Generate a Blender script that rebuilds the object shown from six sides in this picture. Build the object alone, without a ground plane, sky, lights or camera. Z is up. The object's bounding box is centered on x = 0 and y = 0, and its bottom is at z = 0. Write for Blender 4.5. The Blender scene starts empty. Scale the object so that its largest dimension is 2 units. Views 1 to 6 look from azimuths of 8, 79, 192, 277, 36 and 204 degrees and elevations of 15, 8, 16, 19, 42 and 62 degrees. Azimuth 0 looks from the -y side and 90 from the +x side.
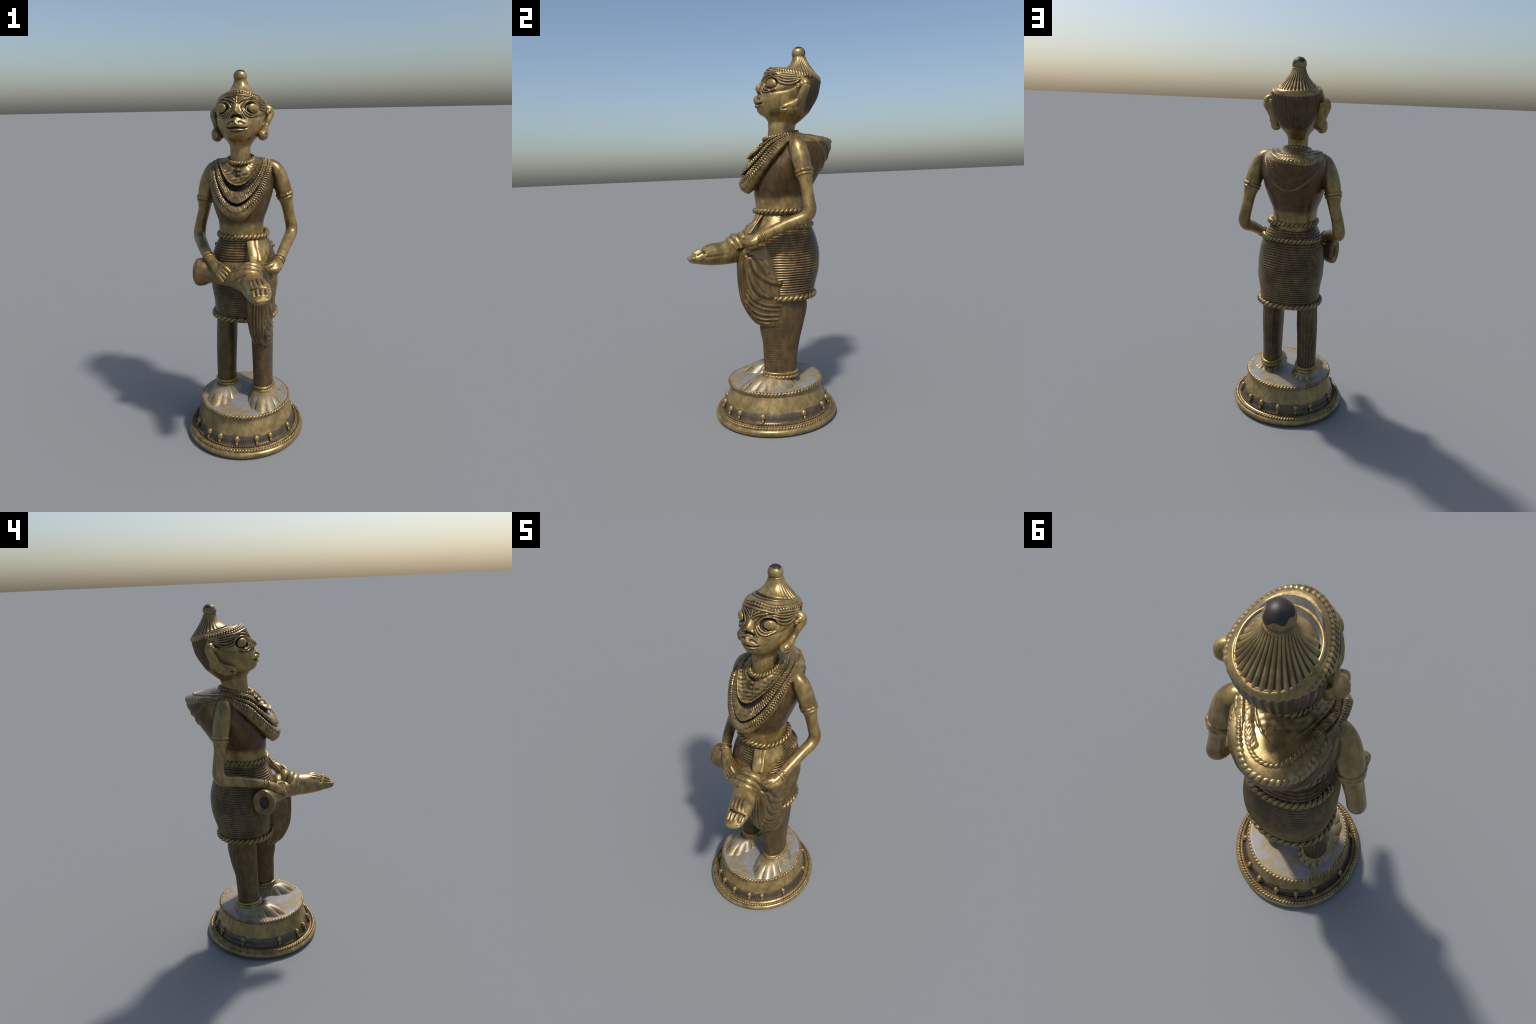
import bpy, bmesh, math
import numpy as np
from mathutils import Vector
rng = np.random.default_rng(7)
PI = math.pi

# ------------------------------------------------------------------ helpers
def pchip(xs, ys, x):
    """monotone cubic interpolation of the columns of ys"""
    xs = np.asarray(xs, float); ys = np.asarray(ys, float)
    one = ys.ndim == 1
    if one: ys = ys[:, None]
    h = np.diff(xs); d = np.diff(ys, axis=0) / h[:, None]
    m = np.zeros_like(ys); m[0] = d[0]; m[-1] = d[-1]
    for i in range(1, len(xs) - 1):
        w1 = 2 * h[i] + h[i - 1]; w2 = h[i] + 2 * h[i - 1]
        ok = d[i - 1] * d[i] > 0
        with np.errstate(divide='ignore', invalid='ignore'):
            m[i] = np.where(ok, (w1 + w2) / (w1 / d[i - 1] + w2 / d[i]), 0)
    k = np.clip(np.searchsorted(xs, x) - 1, 0, len(xs) - 2)
    t = ((x - xs[k]) / h[k])[:, None]; H = h[k][:, None]
    r = ((1 + 2 * t) * (1 - t) ** 2 * ys[k] + t * (1 - t) ** 2 * H * m[k]
         + t * t * (3 - 2 * t) * ys[k + 1] + t * t * (t - 1) * H * m[k + 1])
    return r[:, 0] if one else r

def spline(pts, n, closed=False):
    """Catmull-Rom through rows, resampled evenly by the first three columns"""
    P = np.asarray(pts, float)
    if closed: Q = np.vstack([P[-1], P, P[0], P[1]])
    else: Q = np.vstack([2 * P[0] - P[1], P, 2 * P[-1] - P[-2]])
    out = []
    for i in range(1, len(Q) - 2):
        t = np.linspace(0, 1, 40, endpoint=False)[:, None]
        a, b, c, d = Q[i - 1], Q[i], Q[i + 1], Q[i + 2]
        out.append(.5 * (2 * b + (c - a) * t + (2 * a - 5 * b + 4 * c - d) * t ** 2 + (3 * b - a - 3 * c + d) * t ** 3))
    out = np.vstack(out + [Q[-2][None]])
    s = np.r_[0, np.cumsum(np.linalg.norm(np.diff(out[:, :3], axis=0), axis=1))]
    u = np.linspace(0, s[-1], n, endpoint=not closed)
    return np.stack([np.interp(u, s, out[:, k]) for k in range(P.shape[1])], 1)

def grid_faces(nr, nc, wrap=True):
    i, j = np.meshgrid(np.arange(nr - 1), np.arange(nc if wrap else nc - 1), indexing='ij')
    j2 = (j + 1) % nc
    return np.stack([i * nc + j, i * nc + j2, (i + 1) * nc + j2, (i + 1) * nc + j], -1).reshape(-1, 4)

def cap(V, F, ring, flip):
    """close a ring with a centre fan"""
    c = len(V); V = np.vstack([V, V[ring].mean(0)])
    r2 = np.roll(ring, -1)
    t = np.stack([ring, r2, np.full(len(ring), c)], 1)
    if flip: t = t[:, ::-1]
    return V, [F] + [t] if not isinstance(F, list) else F + [t]

def loft(rows, nr, nc, cx=0.0, top=True, bottom=True, e=2.0, back=None):
    """rows: yf, zf, yb, zb, half width, [x centre, exponent, widest place 0..1]"""
    R = np.array([list(r) + [cx, e, .5][len(r) - 5:] if len(r) < 8 else list(r) for r in rows], float)
    mid = np.c_[(R[:, 0] + R[:, 2]) / 2, (R[:, 1] + R[:, 3]) / 2, R[:, 4]]
    s = np.r_[0, np.cumsum(np.linalg.norm(np.diff(np.c_[mid, R[:, 0] * .6, R[:, 2] * .6], axis=0), axis=1))]
    T = pchip(s, R, np.linspace(0, s[-1], nr))
    th = np.linspace(0, 2 * PI, nc, endpoint=False)
    sn, cs = np.sin(th), np.cos(th)
    yf, zf, yb, zb, hw, xc, ex, w = [T[:, k][:, None] for k in range(8)]
    sx = np.sign(sn) * np.abs(sn) ** (2 / ex); cy = np.sign(cs) * np.abs(cs) ** (2 / ex)
    yc = yf + (yb - yf) * w
    if back is not None:                                   # a leaner, more pointed back half
        eb = back((zf + zb) / 2); f = np.clip(-cs, 0, 1)
        sx = np.where(cs < 0, np.sign(sn) * np.abs(sn) ** (2 / eb), sx); cy = np.where(cs < 0, -np.abs(cs) ** (2 / eb), cy)
    y = np.where(cs > 0, yc - (yc - yf) * cy, yc - (yb - yc) * cy)
    x = xc + hw * sx
    z = zf + (zb - zf) * (y - yf) / np.maximum(yb - yf, 1e-6)
    V = np.stack([x, y, z], -1).reshape(-1, 3)
    F = [grid_faces(nr, nc)]
    if bottom: V, F = cap(V, F, np.arange(nc), True)
    if top: V, F = cap(V, F, np.arange((nr - 1) * nc, nr * nc), False)
    return V, F

def frames(P, closed=False, up=(0, 0, 1)):
    T = np.gradient(P, axis=0)
    if closed: T = np.roll(P, -1, 0) - np.roll(P, 1, 0)
    T /= np.linalg.norm(T, axis=1)[:, None]
    U = np.tile(np.asarray(up, float), (len(P), 1))
    S = np.cross(T, U); S /= np.maximum(np.linalg.norm(S, axis=1), 1e-6)[:, None]
    return T, S, np.cross(S, T)

def tube(P, r, nc=20, closed=False, rs=1.0, up=(0, 0, 1), rib=None, U=None):
    """sweep an ellipse (r sideways, r*rs upward) along P; rib(s, angle) scales the radius"""
    P = np.asarray(P, float); n = len(P); r = np.broadcast_to(r, (n,)); rs = np.broadcast_to(rs, (n,))
    T, S, W = frames(P, closed, up)
    if U is not None:
        W = U - (U * T).sum(1)[:, None] * T; W /= np.linalg.norm(W, axis=1)[:, None]; S = np.cross(T, W)
    L = np.r_[0, np.cumsum(np.linalg.norm(np.diff(P, axis=0), axis=1))]
    th = np.linspace(0, 2 * PI, nc, endpoint=False)
    k = np.ones((n, nc)) if rib is None else rib(L[:, None], th[None, :])
    V = (P[:, None] + (r[:, None] * k * np.cos(th))[..., None] * S[:, None]
         + ((r * rs)[:, None] * k * np.sin(th))[..., None] * W[:, None]).reshape(-1, 3)
    F = [grid_faces(n, nc)]
    if closed:
        a = (n - 1) * nc + np.arange(nc); b = np.arange(nc)
        F.append(np.stack([a, np.roll(a, -1), np.roll(b, -1), b], 1))
    else:
        V, F = cap(V, F, np.arange(nc), True); V, F = cap(V, F, np.arange((n - 1) * nc, n * nc), False)
    return V, F

def rope(pitch, strands=2, depth=.28):
    def f(s, th):
        return 1 - depth + depth * np.abs(np.cos(strands / 2 * (th - 2 * PI * s / (pitch * strands)))) ** .7 * 1.15
    return f

def ball(c, r, n=24, squash=(1, 1, 1)):
    th = np.linspace(0, 2 * PI, 2 * n, endpoint=False); ph = np.linspace(-PI / 2, PI / 2, n + 1)[1:-1]
    V = np.stack([np.cos(ph)[:, None] * np.cos(th), np.cos(ph)[:, None] * np.sin(th), np.sin(ph)[:, None] + 0 * th], -1)
    V = V.reshape(-1, 3); F = [grid_faces(n - 1, 2 * n)]
    V, F = cap(V, F, np.arange(2 * n), True); V, F = cap(V, F, np.arange((n - 2) * 2 * n, (n - 1) * 2 * n), False)
    return V * r * np.asarray(squash) + np.asarray(c), F

def join(*parts):
    V = []; F = []; o = 0
    for v, f in parts:
        V.append(v); F += [g + o for g in f]; o += len(v)
    return np.vstack(V), F

def raw_mesh(name, V, F):
    me = bpy.data.meshes.new(name)
    faces = []
    for g in F: faces += g.tolist()
    me.from_pydata(V.tolist(), [], faces); me.validate(); me.update()
    return me

def arrays(me):
    V = np.empty(len(me.vertices) * 3); me.vertices.foreach_get('co', V); V = V.reshape(-1, 3)
    n = np.empty(len(me.polygons), int); me.polygons.foreach_get('loop_total', n)
    st = np.empty(len(me.polygons), int); me.polygons.foreach_get('loop_start', st)
    lv = np.empty(len(me.loops), int); me.loops.foreach_get('vertex_index', lv)
    F = []
    for k in (3, 4):
        q = st[n == k]
        if len(q): F.append(lv[q[:, None] + np.arange(k)])
    return V, F

def fuse(V, F, voxel, smooth=4, factor=.5):
    """voxel union of overlapping closed pieces, lightly smoothed"""
    me = raw_mesh('tmp', V, F); ob = bpy.data.objects.new('tmp', me); bpy.context.collection.objects.link(ob)
    m = ob.modifiers.new('r', 'REMESH'); m.mode = 'VOXEL'; m.voxel_size = voxel
    if smooth:
        s = ob.modifiers.new('s', 'SMOOTH'); s.factor = factor; s.iterations = smooth
    dg = bpy.context.evaluated_depsgraph_get(); e = ob.evaluated_get(dg).to_mesh()
    out = arrays(e); ob.evaluated_get(dg).to_mesh_clear()
    bpy.data.objects.remove(ob); bpy.data.meshes.remove(me)
    return out

def normals(V, F):
    N = np.zeros_like(V)
    for g in F:
        n = np.cross(V[g[:, 2]] - V[g[:, 0]], V[g[:, -1]] - V[g[:, 1]])
        for k in range(g.shape[1]): np.add.at(N, g[:, k], n)
    return N / np.maximum(np.linalg.norm(N, axis=1), 1e-12)[:, None]

def polydist(V, P):
    """distance of every vertex to a polyline, and the place 0..1 along it"""
    P = np.asarray(P, float); best = np.full(len(V), 1e9); at = np.zeros(len(V))
    L = np.r_[0, np.cumsum(np.linalg.norm(np.diff(P, axis=0), axis=1))]
    for i in range(len(P) - 1):
        a = P[i]; d = P[i + 1] - a; dd = max(d @ d, 1e-12)
        t = np.clip((V - a) @ d / dd, 0, 1)
        q = np.linalg.norm(V - a - t[:, None] * d, axis=1)
        m = q < best; best[m] = q[m]; at[m] = (L[i] + t[m] * (L[i + 1] - L[i])) / max(L[-1], 1e-9)
    return best, at

def ridge(V, H, pts, h, w, n=24, taper=.0, bead=0.0, pitch=.012, smooth=True, snap=0):
    """add a raised (h>0) or cut (h<0) line of half width w to the height field H"""
    P = spline(pts, n) if smooth and len(pts) > 2 else np.asarray(pts, float)
    if snap:
        d = [np.linalg.norm(V - p, axis=1) for p in P]; j = [q.argmin() for q in d]
        P = np.array([V[k] for k, q in zip(j, d) if q[k] < snap])
        if len(P) < 2: return
        for _ in range(3 if len(P) > 4 else 0): P[1:-1] = (P[:-2] + 2 * P[1:-1] + P[2:]) / 4
    lo, hi = P.min(0) - 4 * w, P.max(0) + 4 * w
    m = np.where(((V > lo) & (V < hi)).all(1))[0]
    if not len(m): return
    d, t = polydist(V[m], P)
    k = h * np.exp(-(d / w) ** 2)
    if taper: k *= np.clip(np.minimum(t, 1 - t) / taper, 0, 1) ** .6
    if bead:
        L = np.linalg.norm(np.diff(P, axis=0), axis=1).sum(); k *= 1 - bead * (.5 + .5 * np.cos(2 * PI * t * L / pitch))
    H[m] += k

def bump(V, H, c, h, w):
    d = (V - np.asarray(c)) / np.asarray(w)
    H += h * np.exp(-(d ** 2).sum(1))

def vnoise(V, scale, seed=0):
    """smooth cheap 3D noise from a few rotated sines, about -1..1"""
    g = np.random.default_rng(seed); o = np.zeros(len(V))
    for _ in range(6):
        k = g.normal(size=3); k *= (1 + .6 * g.random()) / np.linalg.norm(k) / scale * 2 * PI
        o += np.sin(V @ k + g.random() * 7)
    return o / 3

# ------------------------------------------------------------------ materials
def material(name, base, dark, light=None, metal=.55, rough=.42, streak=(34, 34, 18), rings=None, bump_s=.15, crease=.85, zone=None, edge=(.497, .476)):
    m = bpy.data.materials.new(name); m.use_nodes = True; nt = m.node_tree; N = nt.nodes; L = nt.links
    b = N['Principled BSDF']
    tc = N.new('ShaderNodeTexCoord'); mp = N.new('ShaderNodeMapping'); mp.inputs['Scale'].default_value = streak
    L.new(tc.outputs['Object'], mp.inputs[0])
    n1 = N.new('ShaderNodeTexNoise'); n1.inputs['Scale'].default_value = 1; n1.inputs['Detail'].default_value = 6; n1.inputs['Roughness'].default_value = .65
    L.new(mp.outputs[0], n1.inputs['Vector'])
    n2 = N.new('ShaderNodeTexNoise'); n2.inputs['Scale'].default_value = 9; n2.inputs['Detail'].default_value = 5
    L.new(tc.outputs['Object'], n2.inputs['Vector'])
    def mix(fac, a, c2):
        x = N.new('ShaderNodeMix'); x.data_type = 'RGBA'
        if isinstance(fac, float): x.inputs[0].default_value = fac
        else: L.new(fac, x.inputs[0])
        for v, s in ((a, x.inputs[6]), (c2, x.inputs[7])):
            if isinstance(v, tuple): s.default_value = (*v, 1)
            else: L.new(v, s)
        return x.outputs[2]
    def ramp(src, a, b2, lo=0., hi=1.):
        r = N.new('ShaderNodeMapRange'); r.interpolation_type = 'SMOOTHSTEP'
        L.new(src, r.inputs[0]); r.inputs[1].default_value = a; r.inputs[2].default_value = b2
        r.inputs[3].default_value = lo; r.inputs[4].default_value = hi
        return r.outputs[0]
    light = light or tuple(min(1, c * 1.35) for c in base)
    col = mix(ramp(n1.outputs[0], .35, .7), base, light)
    col = mix(ramp(n2.outputs[0], .46, .72, 0, .6), col, tuple(.45 * c + .55 * d for c, d in zip(base, dark)))
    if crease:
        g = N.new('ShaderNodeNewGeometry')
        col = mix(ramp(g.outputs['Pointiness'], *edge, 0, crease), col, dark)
    if rings:
        per, z0 = rings
        sp = N.new('ShaderNodeSeparateXYZ'); L.new(tc.outputs['Object'], sp.inputs[0])
        a = N.new('ShaderNodeMath'); a.operation = 'MULTIPLY_ADD'; L.new(sp.outputs[2], a.inputs[0])
        a.inputs[1].default_value = 2 * PI / per; a.inputs[2].default_value = -2 * PI * z0 / per
        c = N.new('ShaderNodeMath'); c.operation = 'COSINE'; L.new(a.outputs[0], c.inputs[0])
        col = mix(ramp(c.outputs[0], -.2, -.95, 0, .75), col, dark)
    if zone:                                            # zone(N, L, tc, n, ramp, mix) -> (mask, colour a, colour b)
        z_mask, z_dark, z_light = zone(N, L, tc, n1, n2, ramp); zc = mix(ramp(n1.outputs[0], .35, .7), z_dark, z_light); col = mix(z_mask, col, zc)
    L.new(col, b.inputs['Base Color'])
    b.inputs['Metallic'].default_value = metal
    L.new(ramp(n1.outputs[0], .3, .7, rough - .06, rough + .1), b.inputs['Roughness'])
    bp = N.new('ShaderNodeBump'); bp.inputs['Strength'].default_value = bump_s; bp.inputs['Distance'].default_value = .004
    L.new(n1.outputs[0], bp.inputs['Height']); L.new(bp.outputs[0], b.inputs['Normal'])
    return m

BLACK = (.016, .013, .010)
def calc(N, L, op, a, c=None):
    x = N.new('ShaderNodeMath'); x.operation = op
    for v, i in ((a, 0), (c, 1)):
        if v is None: continue
        if isinstance(v, (int, float)): x.inputs[i].default_value = v
        else: L.new(v, x.inputs[i])
    return x.outputs[0]
def flank_zone(N, L, tc, n1, n2, ramp):
    """dark brown on the flanks and back, brighter gold on arms, shoulders and waist"""
    sp = N.new('ShaderNodeSeparateXYZ'); L.new(tc.outputs['Object'], sp.inputs[0])
    w = calc(N, L, 'MULTIPLY', n2.outputs[0], .05)
    ax = calc(N, L, 'ADD', calc(N, L, 'ABSOLUTE', sp.outputs[0]), w); zz = calc(N, L, 'ADD', sp.outputs[2], w)
    m = calc(N, L, 'MULTIPLY', calc(N, L, 'MULTIPLY', ramp(ax, .215, .192), ramp(zz, 1.225, 1.26)), ramp(sp.outputs[2], 1.506, 1.494))
    return m, (.072, .044, .018), (.125, .078, .031)
def base_zone(N, L, tc, n1, n2, ramp):
    """dark patina left between the studs, with a ragged upper edge"""
    sp = N.new('ShaderNodeSeparateXYZ'); L.new(tc.outputs['Object'], sp.inputs[0])
    n3 = N.new('ShaderNodeTexNoise'); n3.inputs['Scale'].default_value = 22; n3.inputs['Detail'].default_value = 5; L.new(tc.outputs['Object'], n3.inputs['Vector'])
    zz = calc(N, L, 'ADD', sp.outputs[2], calc(N, L, 'MULTIPLY', n3.outputs[0], .035))
    m = calc(N, L, 'MULTIPLY', ramp(zz, .127, .117), ramp(sp.outputs[2], .054, .058))
    return m, (.085, .066, .045), (.125, .098, .066)
def top_zone(N, L, tc, n1, n2, ramp):
    """brass-coloured patches mottled into the grey"""
    n3 = N.new('ShaderNodeTexNoise'); n3.inputs['Scale'].default_value = 8; n3.inputs['Detail'].default_value = 4; L.new(tc.outputs['Object'], n3.inputs['Vector'])
    g = N.new('ShaderNodeVectorMath'); g.operation = 'LENGTH'; L.new(tc.outputs['Object'], g.inputs[0])
    m = ramp(calc(N, L, 'ADD', n3.outputs[0], calc(N, L, 'MULTIPLY', g.outputs[1], 1.0)), .74, .86)
    return m, (.21, .16, .085), (.28, .225, .135)
def foot_zone(N, L, tc, n1, n2, ramp):
    n3 = N.new('ShaderNodeTexNoise'); n3.inputs['Scale'].default_value = 14; n3.inputs['Detail'].default_value = 4; L.new(tc.outputs['Object'], n3.inputs['Vector'])
    return ramp(n3.outputs[0], .50, .62, 0, .7), (.25, .23, .19), (.30, .28, .24)
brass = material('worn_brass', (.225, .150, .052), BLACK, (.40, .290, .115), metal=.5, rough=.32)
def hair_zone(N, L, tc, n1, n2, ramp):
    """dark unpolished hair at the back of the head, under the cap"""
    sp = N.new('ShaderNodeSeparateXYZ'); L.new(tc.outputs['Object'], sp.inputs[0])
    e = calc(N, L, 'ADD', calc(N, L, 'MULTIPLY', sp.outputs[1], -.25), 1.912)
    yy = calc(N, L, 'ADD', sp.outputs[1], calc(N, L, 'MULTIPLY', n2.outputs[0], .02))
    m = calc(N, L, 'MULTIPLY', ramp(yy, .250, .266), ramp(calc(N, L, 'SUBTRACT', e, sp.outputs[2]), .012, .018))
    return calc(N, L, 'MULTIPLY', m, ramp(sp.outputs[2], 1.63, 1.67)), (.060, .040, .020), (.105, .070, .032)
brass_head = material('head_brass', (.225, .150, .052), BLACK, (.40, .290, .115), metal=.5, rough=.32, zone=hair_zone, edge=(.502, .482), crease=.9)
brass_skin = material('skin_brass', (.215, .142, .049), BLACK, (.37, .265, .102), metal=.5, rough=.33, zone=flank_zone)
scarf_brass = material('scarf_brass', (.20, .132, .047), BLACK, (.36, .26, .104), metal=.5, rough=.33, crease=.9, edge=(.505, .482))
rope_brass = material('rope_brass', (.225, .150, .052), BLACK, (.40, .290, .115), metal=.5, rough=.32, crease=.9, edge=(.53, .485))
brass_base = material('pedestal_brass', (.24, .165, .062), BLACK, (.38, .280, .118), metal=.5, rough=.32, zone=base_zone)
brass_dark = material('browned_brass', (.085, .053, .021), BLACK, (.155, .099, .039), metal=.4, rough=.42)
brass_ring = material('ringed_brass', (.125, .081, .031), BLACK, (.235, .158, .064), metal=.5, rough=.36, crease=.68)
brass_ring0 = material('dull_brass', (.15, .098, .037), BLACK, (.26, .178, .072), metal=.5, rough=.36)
near_black = material('near_black', (.020, .017, .014), BLACK, (.034, .028, .022), rough=.45, metal=.2)
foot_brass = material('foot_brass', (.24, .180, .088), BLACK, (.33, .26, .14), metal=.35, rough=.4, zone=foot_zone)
grey_top = material('grey_platform_top', (.215, .208, .198), (.15, .12, .08), (.25, .243, .232), rough=.5, metal=.1, crease=0, zone=top_zone)

# ------------------------------------------------------------------ object tree
root = bpy.data.objects.new('brass_figurine', None); bpy.context.collection.objects.link(root)
root['label'] = 'tall antique brass figure with pointed cap on round base'
root['category'] = 'brass figurine'

def add(name, V, F, mat, parent=None, nrm=None, stuff=False, alt=None):
    """alt = (vertex mask, material): faces inside the mask take the second material"""
    if nrm is None:                                        # closed pieces: make the faces look outward
        vol = sum(np.einsum('ij,ij->i', V[g[:, 0]] - V.mean(0), np.cross(V[g[:, 1]] - V.mean(0), V[g[:, 2]] - V.mean(0))).sum() + (np.einsum('ij,ij->i', V[g[:, 0]] - V.mean(0), np.cross(V[g[:, 2]] - V.mean(0), V[g[:, 3]] - V.mean(0))).sum() if g.shape[1] == 4 else 0) for g in F)
        if vol < 0: F = [g[:, ::-1] for g in F]; print('flip', name)
    me = raw_mesh(name, V, F); me.materials.append(mat)
    if alt is not None:
        me.materials.append(alt[1]); m = np.asarray(alt[0], float)
        me.polygons.foreach_set('material_index', np.concatenate([m[g].mean(1) > .5 for g in F]).astype(np.int32))
    me.polygons.foreach_set('use_smooth', np.ones(len(me.polygons), bool))
    if nrm is not None: me.normals_split_custom_set_from_vertices(nrm.tolist())
    ob = bpy.data.objects.new(name, me); bpy.context.collection.objects.link(ob); ob.parent = parent or root
    if stuff: ob['kind'] = 'stuff'
    return ob

def split(V, F, masks, names, mats, parent=None, alt=None):
    """one smooth surface cut into named regions that share the whole body's normals"""
    N = normals(V, F); obs = []
    for m, name, mt in zip(masks, names, mats):
        sc = [np.stack([q[g].mean(1) for q in masks]).argmax(0) for g in F]; me_i = [q is m for q in masks].index(True)
        G = [g[c == me_i] for g, c in zip(F, sc)]; G = [g for g in G if len(g)]
        u = np.unique(np.concatenate([g.ravel() for g in G])); ix = np.full(len(V), -1); ix[u] = np.arange(len(u))
        obs.append(add(name, V[u], [ix[g] for g in G], mt, parent, N[u], alt=None if alt is None else (alt[0][u], alt[1])))
    return obs

# ------------------------------------------------------------------ pedestal
BY = .042
def lathe(prof, nc=256, n=90, kx=.992, ky=1.03):
    p = spline([(r, 0, z) for r, z in prof], n)
    th = np.linspace(0, 2 * PI, nc, endpoint=False)
    V = np.stack([p[:, :1] * np.cos(th) * kx, p[:, :1] * np.sin(th) * ky + BY, p[:, 2:] + 0 * th], -1).reshape(-1, 3)
    return V, [grid_faces(n, nc)]
def ring_path(r, z, n, kx=.992, ky=1.03):
    th = np.linspace(0, 2 * PI, n, endpoint=False)
    return np.stack([r * np.cos(th) * kx, r * np.sin(th) * ky + BY, z + 0 * th], 1)

V, F = lathe([(.300, 0), (.322, .004), (.332, .018), (.331, .030), (.322, .039), (.313, .041), (.303, .046), (.292, .052), (.287, .057), (.281, .066),
              (.277, .085), (.272, .098), (.267, .108), (.258, .135), (.249, .160), (.243, .178), (.238, .186)])
V, F = cap(V, F, np.arange(256), True)
pedestal = add('pedestal', V, F, brass_base)
V, F = lathe([(.236, .180), (.246, .184), (.252, .194), (.250, .206), (.240, .212), (.225, .2128), (.15, .213), (.05, .213)], n=60)
V, F = cap(V, F, np.arange(59 * 256, 60 * 256), False); V, F = cap(V, F, np.arange(256), True)
platform = add('platform', V, F, grey_top, pedestal)
add('rope_border', *tube(ring_path(.2470, .2015, 900), .0105, 16, True, rib=rope(.019, 2, .40)), rope_brass, platform)
add('twisted_rim', *tube(ring_path(.314, .043, 1100), .0095, 16, True, rib=rope(.016, 2, .40)), rope_brass, pedestal)
add('beaded_line', *tube(ring_path(.2925, .055, 1200), .0055, 12, True, rib=lambda s, t: 1 - .3 * np.cos(2 * PI * s / .012)), brass_dark, pedestal)
kv, kf = join(ball((0, 0, .004), .0145, 14, (1, .95, 1.25)), ball((0, .004, -.021), .0075, 10, (1, .8, 1.5)))
kme = raw_mesh('knob', kv, kf); kme.materials.append(brass); kme.polygons.foreach_set('use_smooth', np.ones(len(kme.polygons), bool))
for x, y in [(-.106, -.229), (-.007, -.246), (.100, -.225), (.174, -.190), (.248, -.073), (.262, .134), (.197, .272), (.112, .321),
             (0, .340), (-.106, .321), (-.190, .272), (-.263, .122), (-.252, -.081), (-.174, -.189)]:
    a = math.atan2(y - BY, x)
    o = bpy.data.objects.new('knob', kme); bpy.context.collection.objects.link(o); o.parent = pedestal
    r = .281; o.location = (r * .985 * math.cos(a), r * 1.025 * math.sin(a) + BY, .088); o.rotation_euler = (math.radians(-15), 0, a + PI / 2)
    o.rotation_euler = (math.radians(18), 0, a - PI / 2); o.scale = [1 + .12 * (rng.random() - .5)] * 3

# ------------------------------------------------------------------ legs and feet
def leg(rows, name, anklet_z):
    V, F = loft(rows, 170, 96, e=2.0)
    H = np.zeros(len(V)); cx = rows[0][5]
    a = np.arctan2(V[:, 0] - cx, V[:, 1] - .1)
    H += .0014 * np.cos(a * 26) * np.clip((V[:, 1] - .09) / .05, 0, 1)          # combed lines at the back
    H += .0008 * np.cos(V[:, 2] * 2 * PI / .011) * np.clip((.07 - V[:, 1]) / .03, 0, 1) * (V[:, 2] > .34)
    V = V + normals(V, F) * H[:, None]
    ob = add(name, V, F, brass_dark)
    return ob
legL = leg([(-.030, .215, .130, .215, .052, .103), (-.033, .262, .140, .262, .054, .103), (-.034, .32, .143, .32, .055, .103), (-.036, .44, .165, .44, .057, .102), (-.048, .53, .19, .53, .059, .101), (-.045, .64, .215, .64, .058, .098), (0, .72, .19, .72, .045, .098)], 'leg', .27)
legR = leg([(.035, .215, .165, .215, .052, -.113), (.036, .262, .165, .262, .054, -.114), (.038, .32, .167, .32, .055, -.115), (.041, .44, .175, .44, .057, -.113), (.042, .53, .197, .53, .058, -.111), (.042, .64, .212, .64, .056, -.108), (.05, .72, .19, .72, .045, -.105)], 'leg', .27)
def anklet(cx, cy, rx, ry, z, leg_ob):
    th = np.linspace(0, 2 * PI, 300, endpoint=False)
    for dz, r, k in ((.010, .0085, 0), (-.008, .0105, 1)):
        P = np.stack([cx + rx * np.sin(th), cy - ry * np.cos(th), z + dz + .006 * np.cos(th)], 1)
        add('anklet', *tube(P, r, 14, True, rib=rope(.02, 2, .40) if k else None), brass, leg_ob)
anklet(.103, .054, .057, .090, .268, legL); anklet(-.114, .101, .057, .068, .266, legR)

def foot(name, axis, front, back, cx, cy, inner, outer, yaw):
    """low mound that flares from the ankle into splayed toes in front and behind"""
    n, m = 70, 180
    th = np.linspace(0, 2 * PI, m, endpoint=False); t = np.linspace(0, 1, n)[:, None]
    c, s = np.cos(th), np.sin(th)                       # c=1 front
    R = 1 / np.sqrt((c / np.where(c > 0, front, back)) ** 2 + (s / np.where(s > 0, outer, inner)) ** 2)
    r0 = 1 / np.sqrt((c / .075) ** 2 + (s / .048) ** 2)
    r = r0 + (R - r0) * t
    z = .211 + .052 * (1 - t) ** 1.5 * (1 + .0 * c) + .020 * np.sin(PI * t ** .8) * np.clip(c, .15, 1)
    toes = np.abs(np.cos(th * 9)) ** .8 * 2 - 1; toes = toes * (.10 + .90 * np.clip(np.abs(c) * 2.2 - .9, 0, 1))
    z = z + .0045 * toes * np.clip(t * 1.8 - .45, 0, 1) * (1 - t ** 8)
    z = np.where(t >= .999, .207, z)
    r = r * (1 + .032 * toes * t ** 4)
    ca, sa = math.cos(yaw), math.sin(yaw)
    X = r * s; Y = -r * c
    V = np.stack([cx + X * ca - Y * sa, cy + X * sa + Y * ca, z + 0 * r], -1).reshape(-1, 3)
    F = [grid_faces(n, m)[:, ::-1]]; V, F = cap(V, F, np.arange(m), False)
    return add(name, V, F, foot_brass)
foot('foot', None, .200, .115, .102, .03, .085, .118, math.radians(3))
foot('foot', None, .215, .110, -.120, .085, .085, .095, math.radians(-8))

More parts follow.
